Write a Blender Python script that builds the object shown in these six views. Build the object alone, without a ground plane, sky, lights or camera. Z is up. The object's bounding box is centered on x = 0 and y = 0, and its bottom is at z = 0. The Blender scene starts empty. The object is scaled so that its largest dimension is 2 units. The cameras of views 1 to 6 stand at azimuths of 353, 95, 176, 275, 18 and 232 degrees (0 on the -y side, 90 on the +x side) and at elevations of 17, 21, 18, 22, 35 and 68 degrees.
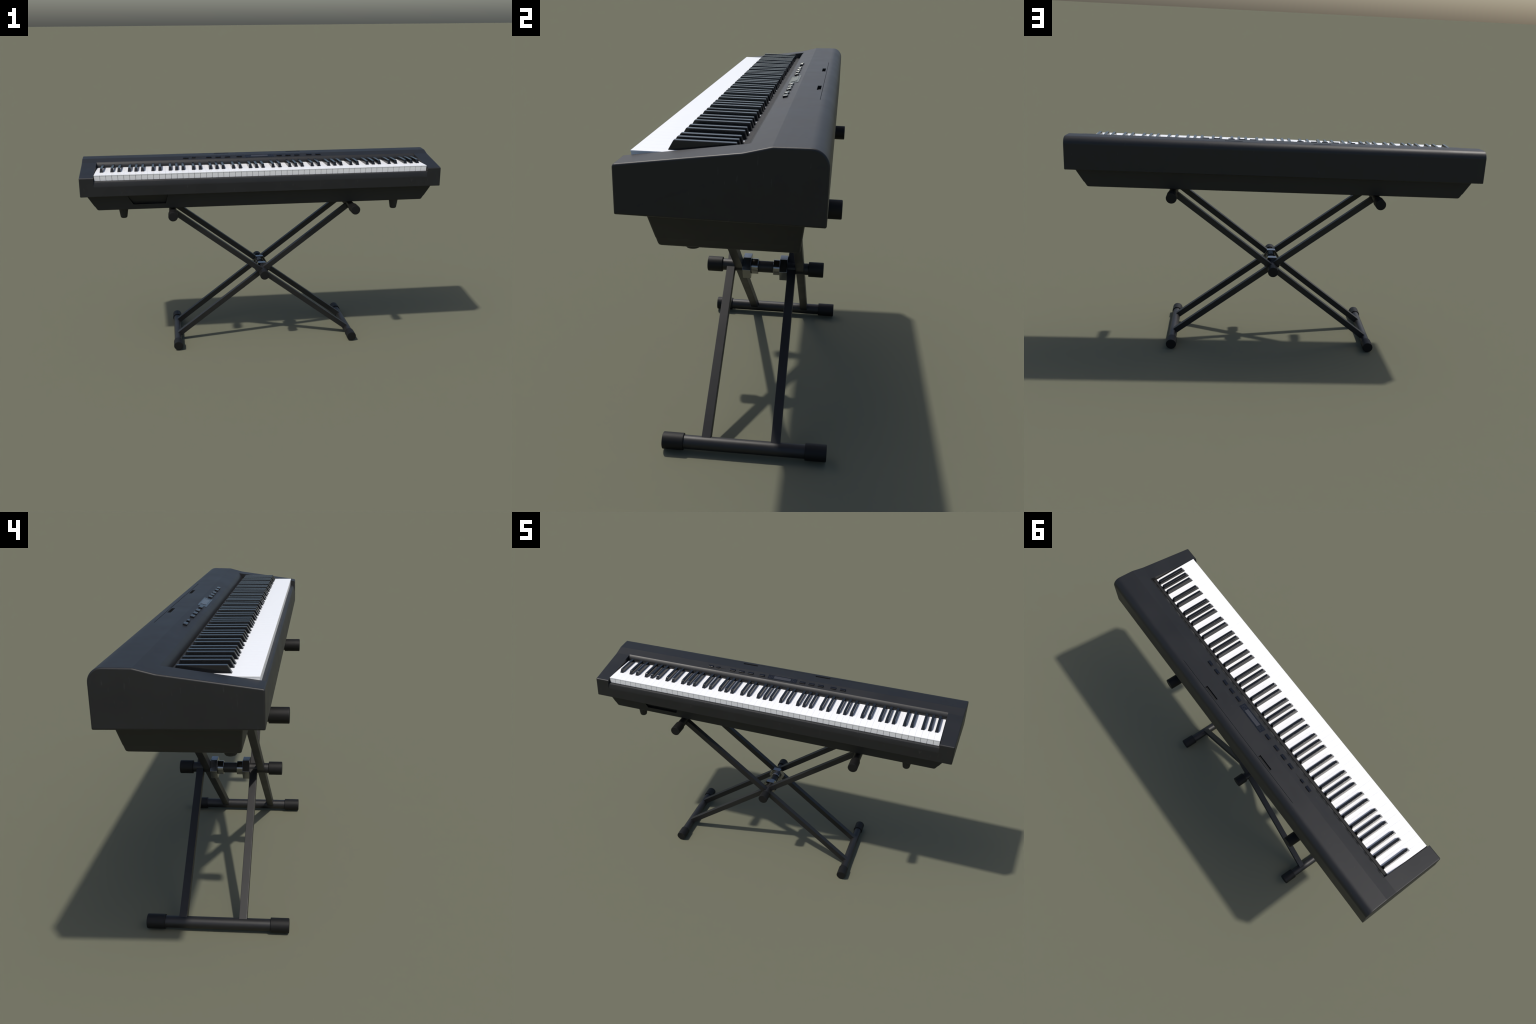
import bpy, bmesh, math
from mathutils import Vector, Matrix

# ------------------------------------------------------------------ helpers
def link(obj, parent=None):
    bpy.context.scene.collection.objects.link(obj)
    if parent is not None:
        obj.parent = parent
    return obj

def mesh_object(name, bm, mat, parent, smooth_angle=35.0, loc=(0, 0, 0), flat_normals=True):
    bmesh.ops.recalc_face_normals(bm, faces=bm.faces)
    me = bpy.data.meshes.new(name)
    bm.to_mesh(me)
    bm.free()
    if mat is not None:
        me.materials.append(mat)
    shade_by_angle(me, smooth_angle)
    ob = bpy.data.objects.new(name, me)
    ob.location = loc
    link(ob, parent)
    if mat is not None and flat_normals:
        weight_normals(ob)
    return ob

def weight_normals(ob):
    """keep broad faces flat beside their rounded edges"""
    m = ob.modifiers.new("normals", 'WEIGHTED_NORMAL')
    m.mode = 'FACE_AREA'
    m.weight = 100
    m.keep_sharp = True
    apply_modifiers(ob)

def shade_by_angle(me, angle):
    lim = math.radians(angle)
    bm = bmesh.new()
    bm.from_mesh(me)
    for f in bm.faces:
        f.smooth = True
    for e in bm.edges:
        e.smooth = e.is_manifold and e.calc_face_angle(0.0) < lim
    bm.to_mesh(me)
    bm.free()

def apply_modifiers(ob):
    dg = bpy.context.evaluated_depsgraph_get()
    dg.update()
    me = bpy.data.meshes.new_from_object(ob.evaluated_get(dg))
    old = ob.data
    ob.modifiers.clear()
    ob.data = me
    me.name = ob.name
    bpy.data.meshes.remove(old)

def boolean_cut(ob, cutters):
    for c in cutters:
        m = ob.modifiers.new("cut", 'BOOLEAN')
        m.operation = 'DIFFERENCE'
        m.solver = 'EXACT'
        m.object = c
    apply_modifiers(ob)
    for c in cutters:
        bpy.data.objects.remove(c, do_unlink=True)

def prism_x(bm, profile, x0, x1):
    """extrude a closed (y, z) profile along x; x0/x1 may be functions of y"""
    f0 = x0 if callable(x0) else (lambda y: x0)
    f1 = x1 if callable(x1) else (lambda y: x1)
    a = [bm.verts.new((f0(y), y, z)) for y, z in profile]
    b = [bm.verts.new((f1(y), y, z)) for y, z in profile]
    n = len(profile)
    for i in range(n):
        j = (i + 1) % n
        bm.faces.new((a[i], a[j], b[j], b[i]))
    fa = bm.faces.new(a)
    fb = bm.faces.new(list(reversed(b)))
    return fa, fb

def box(bm, x0, x1, y0, y1, z0, z1):
    prism_x(bm, [(y0, z0), (y1, z0), (y1, z1), (y0, z1)], x0, x1)

def bevel_sharp(bm, width, segments=2, angle=30.0):
    lim = math.radians(angle)
    bmesh.ops.recalc_face_normals(bm, faces=bm.faces)
    es = [e for e in bm.edges if e.is_manifold and e.calc_face_angle(0.0) > lim]
    bmesh.ops.bevel(bm, geom=es, offset=width, segments=segments, profile=0.5,
                    affect='EDGES', clamp_overlap=True)

def arc(cy, cz, r, a0, a1, n):
    out = []
    for i in range(n + 1):
        a = math.radians(a0 + (a1 - a0) * i / n)
        out.append((cy + r * math.cos(a), cz + r * math.sin(a)))
    return out

def lathe_y(bm, profile, seg=40, flutes=0, flute_depth=0.0):
    """revolve (radius, y) pairs round the y axis; ends on the axis are closed by fans"""
    rings = []
    for r, y in profile:
        ring = []
        for k in range(seg):
            a = 2 * math.pi * k / seg
            ring.append(bm.verts.new((r * math.cos(a), y, r * math.sin(a))))
        rings.append(ring)
    for p, q in zip(rings, rings[1:]):
        for k in range(seg):
            bm.faces.new((p[k], p[(k + 1) % seg], q[(k + 1) % seg], q[k]))
    bm.faces.new(rings[0])
    bm.faces.new(list(reversed(rings[-1])))

# ---------------------------------------------------------------- materials
def material(name, color, rough=0.5, metallic=0.0, spec=0.5, grain=0.0, grain_scale=900.0,
             rough_var=0.0, tint_var=0.0, coat=0.0):
    m = bpy.data.materials.new(name)
    m.use_nodes = True
    nt = m.node_tree
    bsdf = nt.nodes["Principled BSDF"]
    bsdf.inputs["Base Color"].default_value = (*color, 1)
    bsdf.inputs["Roughness"].default_value = rough
    bsdf.inputs["Metallic"].default_value = metallic
    bsdf.inputs["Specular IOR Level"].default_value = spec
    bsdf.inputs["Coat Weight"].default_value = coat
    tc = nt.nodes.new("ShaderNodeTexCoord")
    if rough_var or tint_var:
        n = nt.nodes.new("ShaderNodeTexNoise")
        n.inputs["Scale"].default_value = 9.0
        n.inputs["Detail"].default_value = 5.0
        nt.links.new(tc.outputs["Object"], n.inputs["Vector"])
        if rough_var:
            mr = nt.nodes.new("ShaderNodeMapRange")
            mr.inputs["From Min"].default_value = 0.3
            mr.inputs["From Max"].default_value = 0.7
            mr.inputs["To Min"].default_value = rough - rough_var
            mr.inputs["To Max"].default_value = rough + rough_var
            nt.links.new(n.outputs["Fac"], mr.inputs["Value"])
            nt.links.new(mr.outputs["Result"], bsdf.inputs["Roughness"])
        if tint_var:
            cr = nt.nodes.new("ShaderNodeValToRGB")
            cr.color_ramp.elements[0].position = 0.3
            cr.color_ramp.elements[1].position = 0.7
            cr.color_ramp.elements[0].color = (*[c * (1 - tint_var) for c in color], 1)
            cr.color_ramp.elements[1].color = (*[min(1, c * (1 + tint_var)) for c in color], 1)
            nt.links.new(n.outputs["Fac"], cr.inputs["Fac"])
            nt.links.new(cr.outputs["Color"], bsdf.inputs["Base Color"])
    if grain:
        g = nt.nodes.new("ShaderNodeTexNoise")
        g.inputs["Scale"].default_value = grain_scale
        g.inputs["Detail"].default_value = 2.0
        nt.links.new(tc.outputs["Object"], g.inputs["Vector"])
        bp = nt.nodes.new("ShaderNodeBump")
        bp.inputs["Strength"].default_value = grain
        bp.inputs["Distance"].default_value = 0.001
        nt.links.new(g.outputs["Fac"], bp.inputs["Height"])
        nt.links.new(bp.outputs["Normal"], bsdf.inputs["Normal"])
    return m

PLASTIC = material("charcoal_plastic", (0.0103, 0.0105, 0.0110), 0.49, rough_var=0.03, tint_var=0.06)
CASE = material("dark_case_plastic", (0.0125, 0.0125, 0.012), 0.55, rough_var=0.04, tint_var=0.08)
IVORY = material("white_key_plastic", (0.90, 0.90, 0.90), 0.30)
EBONY = material("black_key_plastic", (0.006, 0.0065, 0.0075), 0.14)
BUTTON = material("button_plastic", (0.0045, 0.005, 0.007), 0.18)
GLASS = material("display_glass", (0.006, 0.007, 0.010), 0.17)
LCD = material("display_screen", (0.040, 0.041, 0.046), 0.14)
PRINT = material("panel_print", (0.030, 0.030, 0.034), 0.35)
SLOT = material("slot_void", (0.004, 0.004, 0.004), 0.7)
FELT = material("key_felt", (0.010, 0.010, 0.010), 0.7)
STEEL = material("painted_steel", (0.0098, 0.0094, 0.0096), 0.48, rough_var=0.04, tint_var=0.06)
RUBBER = material("rubber_cap", (0.0050, 0.0049, 0.0048), 0.6, spec=0.3, tint_var=0.08)
CHROME = material("chrome", (0.26, 0.26, 0.26), 0.16, metallic=1.0)

def add_scuffs(m, stretch, pale, cutoff):
    """sparse hairline scuffs: stretched noise, thresholded"""
    nt = m.node_tree
    bsdf = nt.nodes["Principled BSDF"]
    base = bsdf.inputs["Base Color"].links[0].from_socket
    tc = nt.nodes.new("ShaderNodeTexCoord")
    mp = nt.nodes.new("ShaderNodeMapping")
    mp.inputs["Scale"].default_value = stretch
    nz = nt.nodes.new("ShaderNodeTexNoise")
    nz.inputs["Scale"].default_value = 1.0
    nz.inputs["Detail"].default_value = 3.0
    mr = nt.nodes.new("ShaderNodeMapRange")
    mr.inputs["From Min"].default_value = cutoff
    mr.inputs["From Max"].default_value = cutoff + 0.05
    mx = nt.nodes.new("ShaderNodeMix")
    mx.data_type = 'RGBA'
    mx.inputs[7].default_value = (*pale, 1)
    nt.links.new(tc.outputs["Object"], mp.inputs["Vector"])
    nt.links.new(mp.outputs["Vector"], nz.inputs["Vector"])
    nt.links.new(nz.outputs["Fac"], mr.inputs["Value"])
    nt.links.new(mr.outputs["Result"], mx.inputs[0])
    nt.links.new(base, mx.inputs[6])
    nt.links.new(mx.outputs[2], bsdf.inputs["Base Color"])
add_scuffs(PLASTIC, (70.0, 150.0, 22.0), (0.024, 0.024, 0.024), 0.685)

# ============================================================ DIGITAL PIANO
piano = bpy.data.objects.new("digital_piano", None)
piano.location = (0, 0, 0.747)
link(piano)
piano["label"] = "long charcoal digital piano with white and black keys"
piano["category"] = "digital piano"
bpy.context.view_layer.update()

stand = bpy.data.objects.new("keyboard_stand", None)
link(stand)
stand["label"] = "black double braced folding X shaped keyboard stand"
stand["category"] = "keyboard stand"

def to_local(ob):
    """world-coordinate meshes hang under an Empty that stands above the origin"""
    ob.matrix_parent_inverse = ob.parent.matrix_world.inverted()
    return ob

# ---- housing: side profile (y, z), extruded between slightly splayed ends
Y_FRONT, Y_BACK, Z_LOW = -0.2085, 0.2135, 0.8938
profile = arc(Y_FRONT + 0.003, Z_LOW + 0.003, 0.003, 270, 180, 4)
profile += [(Y_FRONT, 0.990)]
profile += arc(Y_FRONT + 0.0065, 0.9905, 0.0065, 180, 97, 5)[1:]      # rounded nose of the cheek
profile += [(0.0470, 1.0322), (0.0500, 1.0328), (0.1020, 1.0464), (0.1055, 1.0470), (0.1740, 1.0486)]
profile += arc(0.1765, 1.0116, 0.0370, 90, 0, 10)[1:]                  # big rounded back edge
profile += arc(Y_BACK - 0.004, Z_LOW + 0.004, 0.004, 0, -90, 4)

def end_x(y):
    t = max(0.0, min(1.0, (y - Y_FRONT) / (Y_BACK - Y_FRONT)))
    return 0.9862 + 0.0138 * t ** 1.25

bm = bmesh.new()
fa, fb = prism_x(bm, profile, lambda y: -end_x(y), lambda y: end_x(y))
end_edges = list(set(fa.edges) | set(fb.edges))
bmesh.ops.recalc_face_normals(bm, faces=bm.faces)
bmesh.ops.bevel(bm, geom=end_edges, offset=0.0045, segments=6, profile=0.5, affect='EDGES')
housing = mesh_object("housing", bm, PLASTIC, piano, flat_normals=False)
to_local(housing)

# recess for the keys, with the bull-nosed fall behind them
REC = 0.9125
def panel_z(y):
    for (y0, z0), (y1, z1) in zip(profile[8:], profile[9:]):
        if y0 <= y <= y1:
            return z0 + (z1 - z0) * (y - y0) / (y1 - y0)
fall = [(0.0548, panel_z(0.0548))]
for i in range(12):                                  # face turns from 38 to 90 degrees on its way down
    a = math.radians(38 + 52 * (i + 0.5) / 12)
    fall.append((fall[-1][0] - 0.00298 * math.cos(a), fall[-1][1] - 0.00298 * math.sin(a)))
fall = [(fall[-1][0], 0.9765)] + fall[::-1] + [(0.0650, panel_z(0.0548) + 0.0082)]
slip = [(-0.30, 0.9400), (-0.2088, 0.9400), (-0.2080, 0.9500), (-0.2066, 0.9590), (-0.2048, 0.9670),
        (-0.2034, 0.9718), (-0.2026, 0.9738), (-0.2012, 0.9754), (-0.1995, 0.9762), (-0.1970, 0.9765)]       # rounded rail below the keys
cut = slip + fall + [(0.0650, 1.20), (-0.30, 1.20)]
bm = bmesh.new()
prism_x(bm, cut, -REC, REC)
cut_recess = mesh_object("cut_recess", bm, None, None)
cutters = [cut_recess]

# two music-rest slots and the long hairline groove behind them
SLOT_X = (-0.2075, 0.2140)
bm = bmesh.new()
for sx in SLOT_X:
    box(bm, sx - 0.042, sx + 0.042, 0.1562, 0.1675, 1.030, 1.06)
cutters.append(mesh_object("cut_slots", bm, None, None))
bm = bmesh.new()
box(bm, -0.43, 0.43, 0.1715, 0.1732, 1.0458, 1.06)
cutters.append(mesh_object("cut_groove", bm, None, None))
boolean_cut(housing, cutters)
md = housing.modifiers.new("edge", 'BEVEL')
md.width = 0.0020
md.segments = 5
md.limit_method = 'ANGLE'
md.angle_limit = math.radians(50)
apply_modifiers(housing)
shade_by_angle(housing.data, 21)
weight_normals(housing)

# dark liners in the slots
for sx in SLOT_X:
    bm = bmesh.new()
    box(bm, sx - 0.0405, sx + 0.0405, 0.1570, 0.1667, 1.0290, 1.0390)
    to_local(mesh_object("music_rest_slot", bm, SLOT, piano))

# ---- bottom case: tapering tray below the housing
def rounded_rect(hx, y0, y1, r, n=5):
    pts = []
    for cx, cy, a0 in ((hx - r, y1 - r, 0), (-hx + r, y1 - r, 90), (-hx + r, y0 + r, 180), (hx - r, y0 + r, 270)):
        for i in range(n + 1):
            a = math.radians(a0 + 90 * i / n)
            pts.append((cx + r * math.cos(a), cy + r * math.sin(a)))
    return pts

def loft_z(bm, sections):
    rings = [[bm.verts.new((x, y, z)) for x, y in pts] for pts, z in sections]
    n = len(rings[0])
    for p, q in zip(rings, rings[1:]):
        for k in range(n):
            bm.faces.new((p[k], p[(k + 1) % n], q[(k + 1) % n], q[k]))
    bm.faces.new(rings[0])
    bm.faces.new(list(reversed(rings[-1])))

def case_section(z, inset=0.0):
    t = (z - 0.806) / (0.897 - 0.806)
    hx = 0.9085 + 0.0565 * t - inset - (0.0018 if z < 0.8265 else 0.0)   # fine step near the bottom of both ends
    y0 = -0.1408 - 0.0112 * t + inset
    y1 = 0.1605 + 0.0105 * t - inset
    return rounded_rect(hx, y0, y1, 0.006)

bm = bmesh.new()
loft_z(bm, [(case_section(0.8965), 0.8965), (case_section(0.8275), 0.8275), (case_section(0.8260), 0.8260), (case_section(0.8095), 0.8095),
            (case_section(0.8062, 0.0008), 0.8062), (case_section(0.8046, 0.0025), 0.8046),
            (case_section(0.8040, 0.0050), 0.8040)])
case = mesh_object("bottom_case", bm, CASE, piano, flat_normals=False)
to_local(case)

def case_front_y(z):
    return -0.1408 - 0.0112 * (z - 0.806) / 0.091

# battery door: shallow trapezoid pocket in the case's front slope, with its lid inside
DOOR = [(-0.748, 0.890), (-0.521, 0.890), (-0.537, 0.8325), (-0.712, 0.8325)]
def door_prism(bm, front, back, shrink=0.0):
    cx = sum(p[0] for p in DOOR) / 4
    cz = sum(p[1] for p in DOOR) / 4
    a, b = [], []
    for x, z in DOOR:
        x += shrink if x < cx else -shrink
        z += shrink if z < cz else -shrink
        k = (0.890 - z) / 0.0575                      # 0 at the top edge, 1 at the ledge
        a.append(bm.verts.new((x, case_front_y(z) + (front if front < 0 else front * k), z)))
        b.append(bm.verts.new((x, case_front_y(z) + 0.004 + back * k, z)))
    for i in range(4):
        j = (i + 1) % 4
        bm.faces.new((a[i], a[j], b[j], b[i]))
    bm.faces.new(a)
    bm.faces.new(list(reversed(b)))

bm = bmesh.new()
door_prism(bm, -0.03, 0.017)
boolean_cut(case, [mesh_object("cut_door", bm, None, None)])
shade_by_angle(case.data, 32)
weight_normals(case)
bm = bmesh.new()
door_prism(bm, 0.0148, 0.0156, 0.0015)
to_local(mesh_object("battery_door", bm, CASE, piano))

# ---- fluted feet under the front of the case
def foot_mesh():
    bm = bmesh.new()
    seg = 72
    prof = [(0.0268, 0.0600), (0.0263, 0.0560), (0.0190, 0.0100), (0.0178, 0.0055), (0.0150, 0.0022), (0.0110, 0.0006), (0.005, 0.0)]
    rings = []
    for i, (r, z) in enumerate(prof):
        ring = []
        for k in range(seg):
            a = 2 * math.pi * k / seg
            rr = r
            if 0 < i < 4:
                rr -= 0.0011 * max(0.0, math.cos(18 * a))
            ring.append(bm.verts.new((rr * math.cos(a), rr * math.sin(a), z)))
        rings.append(ring)
    for p, q in zip(rings, rings[1:]):
        for k in range(seg):
            bm.faces.new((p[k], p[(k + 1) % seg], q[(k + 1) % seg], q[k]))
    bm.faces.new(rings[0])
    bm.faces.new(list(reversed(rings[-1])))
    return bm
foot = to_local(mesh_object("foot", foot_mesh(), CASE, piano, loc=(-0.7695, -0.0955, 0.748)))
f2 = foot.copy()
f2.location.x = 0.7570
link(f2)

# ---- keys: 58 white and 41 black, eight octaves plus two keys
X0, PITCH = -0.9088, 1.8182 / 58
Z_KEY = 1.0073
bm = bmesh.new()
w = PITCH - 0.00035
box(bm, -w / 2, w / 2, -0.1912, 0.0270, Z_KEY - 0.0036, Z_KEY)          # top plate with a small front lip
bevel_sharp(bm, 0.00035, 2, 40)
v = PITCH - 0.0018
prism_x(bm, [(-0.1885, 0.9772), (0.0265, 0.9772), (0.0265, Z_KEY - 0.0038), (-0.1903, Z_KEY - 0.0038)], -v / 2, v / 2)
white = to_local(mesh_object("white_key", bm, IVORY, piano))
white.location.x = X0 + PITCH / 2
for i in range(1, 58):
    k = white.copy()
    k.location.x = X0 + PITCH * (i + 0.5)
    link(k)

bm = bmesh.new()
hb, ht = 0.00925, 0.0066
zb, zt = 1.0050, 1.0277
rings = []
for yb, yt_, s in ((-0.1200, -0.1075, 1),):
    b = [bm.verts.new(p) for p in ((-hb, -0.1202, zb), (hb, -0.1202, zb), (hb, 0.0272, zb), (-hb, 0.0272, zb))]
    t = [bm.verts.new(p) for p in ((-ht, -0.1075, zt), (ht, -0.1075, zt), (ht, 0.0215, zt - 0.0008), (-ht, 0.0215, zt - 0.0008))]
    for i in range(4):
        j = (i + 1) % 4
        bm.faces.new((b[i], b[j], t[j], t[i]))
    bm.faces.new(list(reversed(b)))
    bm.faces.new(t)
bevel_sharp(bm, 0.0013, 3, 30)
black = to_local(mesh_object("black_key", bm, EBONY, piano))
octave = (0.0278, 0.0654, 0.1211, 0.1560, 0.1909)
xs = [X0 + PITCH + 0.0029]
for o in range(8):
    c0 = X0 + PITCH * (2 + 7 * o)
    xs += [c0 + d for d in octave]
black.location.x = xs[0]
for x in xs[1:]:
    k = black.copy()
    k.location.x = x
    link(k)

# strip of felt behind the keys, dark bed below them
bm = bmesh.new()
box(bm, -REC + 0.001, REC - 0.001, 0.0248, 0.0385, 0.9775, 1.0095)
to_local(mesh_object("key_felt", bm, FELT, piano))

# ---- control panel: sits on the slope between y = 0.05 and y = 0.105
SLOPE = math.atan2(1.0453 - 1.0367, 0.096 - 0.064)
def on_panel(ob, x, y, lift=0.0):
    ob.parent = piano
    ob.matrix_parent_inverse = piano.matrix_world.inverted()
    ob.location = (x, y - lift * math.sin(SLOPE), panel_z(y) + lift * math.cos(SLOPE))
    ob.rotation_euler = (SLOPE, 0, 0)
    return ob

bm = bmesh.new()
box(bm, -0.0155, 0.0155, -0.0068, 0.0068, -0.004, 0.0056)
bevel_sharp(bm, 0.0018, 4)
button = on_panel(mesh_object("button", bm, BUTTON, piano), 0.3480, 0.0775)
for x in (0.2948, 0.2245, 0.1726, 0.1208, -0.1108, -0.1775, -0.2313, -0.2846, -0.4153):
    b = button.copy()
    link(b)
    on_panel(b, x, 0.0775)

# volume slider: dark slot with a knob at its left end
bm = bmesh.new()
box(bm, -0.030, 0.030, -0.0016, 0.0016, -0.002, 0.0006)
slider = on_panel(mesh_object("volume_slider", bm, SLOT, piano), -0.3555, 0.0775)
bm = bmesh.new()
prism_x(bm, [(-0.0062, -0.001), (0.0062, -0.001), (0.0040, 0.0058), (-0.0040, 0.0058)], -0.0105, 0.0105)
bevel_sharp(bm, 0.0010, 2)
knob = mesh_object("slider_knob", bm, BUTTON, slider)
knob.location = (-0.0145, 0, 0.0008)

# display: dark glossy window, lighter screen, rows of fine print at both sides
bm = bmesh.new()
box(bm, -0.0820, 0.0820, -0.0160, 0.0160, -0.002, 0.0011)
bevel_sharp(bm, 0.0006, 2)
display = on_panel(mesh_object("display", bm, GLASS, piano), 0.0065, 0.0795)
bm = bmesh.new()
box(bm, -0.0480, 0.0480, -0.0098, 0.0098, -0.001, 0.0016)
scr = mesh_object("screen", bm, LCD, display)
scr.location = (0.0, 0.0, 0.0003)
bm = bmesh.new()
for side in (-1, 1):
    for row in range(4):
        for col in range(3):
            if (row + col + (side > 0)) % 4 == 3:
                continue
            cx = side * (0.0560 + 0.0080 * col)
            cy = 0.0085 - 0.0055 * row
            box(bm, cx - 0.0031, cx + 0.0031, cy - 0.0007, cy + 0.0007, 0.0008, 0.0014)
fp = mesh_object("fine_print", bm, PRINT, display)
fp["kind"] = "stuff"

# =================================================================== STAND
TUBE_R, CAP_R = 0.0210, 0.0257
def cap_mesh(length):
    """rubber end cap: open end at y = 0, closed end at y = -length"""
    bm = bmesh.new()
    lathe_y(bm, [(TUBE_R - 0.002, 0.0), (CAP_R - 0.0012, 0.0), (CAP_R - 0.0003, -0.0008), (CAP_R, -0.0025),
                 (CAP_R, -length + 0.0025), (CAP_R - 0.0007, -length + 0.0008), (CAP_R - 0.0024, -length),
                 (CAP_R - 0.0080, -length)], 48)
    return bm

def tube_with_caps(name, x, z, y0, y1, radius, cap_len):
    bm = bmesh.new()
    lathe_y(bm, [(radius, y0 + 0.006), (radius, y1 - 0.006)], 48)
    t = mesh_object(name, bm, STEEL, stand, loc=(x, 0, z))
    c = mesh_object("end_cap", cap_mesh(cap_len), RUBBER, t, loc=(0, y0 + cap_len, 0))
    d = c.copy()
    d.location = (0, y1 - cap_len, 0)
    d.rotation_euler = (0, 0, math.pi)
    link(d)
    return t

FOOT_X, Z_FOOT, Z_TOP = 0.5010, CAP_R, 0.7805
for sx in (-1, 1):
    tube_with_caps("base_tube", sx * FOOT_X, Z_FOOT, -0.2460, 0.2460, TUBE_R, 0.064)
    tube_with_caps("support_tube", sx * FOOT_X, Z_TOP - 0.0005, -0.2460, 0.2460, TUBE_R, 0.064)
PIVOT_Z = 0.4065
tube_with_caps("pivot_rod", 0.0, PIVOT_Z, -0.1960, 0.2010, 0.0198, 0.051)

# four square legs: two per diagonal, side by side where they cross
LEG = 0.0285
def leg(y, sign):
    """sign +1: foot at +x, top at -x"""
    p0 = Vector((sign * FOOT_X, y, Z_FOOT + 0.0038))
    p1 = Vector((-sign * FOOT_X, y, Z_TOP + 0.0026))
    d = p1 - p0
    bm = bmesh.new()
    L = d.length
    box(bm, -L / 2, L / 2, -0.01375, 0.01375, -LEG / 2, LEG / 2)
    bevel_sharp(bm, 0.0016, 2)
    ob = mesh_object("leg", bm, STEEL, stand)
    ob.location = (p0 + p1) / 2
    ob.rotation_euler = (0, -math.atan2(d.z, d.x) if sign < 0 else math.atan2(d.z, -d.x), 0)
    return ob
for y in (-0.1150, 0.0930):
    leg(y, 1)
for y in (-0.0865, 0.1212):
    leg(y, -1)

# chrome hexagon nuts and collars on the pivot rod
def hex_prism(name, y0, y1, apothem):
    bm = bmesh.new()
    R = apothem / math.cos(math.pi / 6)
    a = [bm.verts.new((R * math.cos(math.pi / 3 * k), y0, R * math.sin(math.pi / 3 * k))) for k in range(6)]
    b = [bm.verts.new((R * math.cos(math.pi / 3 * k), y1, R * math.sin(math.pi / 3 * k))) for k in range(6)]
    for k in range(6):
        j = (k + 1) % 6
        bm.faces.new((a[k], a[j], b[j], b[k]))
    bm.faces.new(a)
    bm.faces.new(list(reversed(b)))
    bevel_sharp(bm, 0.0012, 2)
    return mesh_object(name, bm, CHROME, stand, loc=(0, 0, PIVOT_Z))

def collar(y0, y1, r):
    bm = bmesh.new()
    lathe_y(bm, [(0.019, y0), (r - 0.001, y0), (r, y0 + 0.001), (r, y1 - 0.001), (r - 0.001, y1), (0.019, y1)], 48)
    return mesh_object("collar", bm, CHROME, stand, loc=(0, 0, PIVOT_Z))
hex_prism("hex_nut", -0.0725, -0.0450, 0.0376)
hex_prism("hex_nut", 0.0525, 0.0790, 0.0376)
collar(-0.0450, -0.0215, 0.0265)
collar(0.0300, 0.0525, 0.0265)
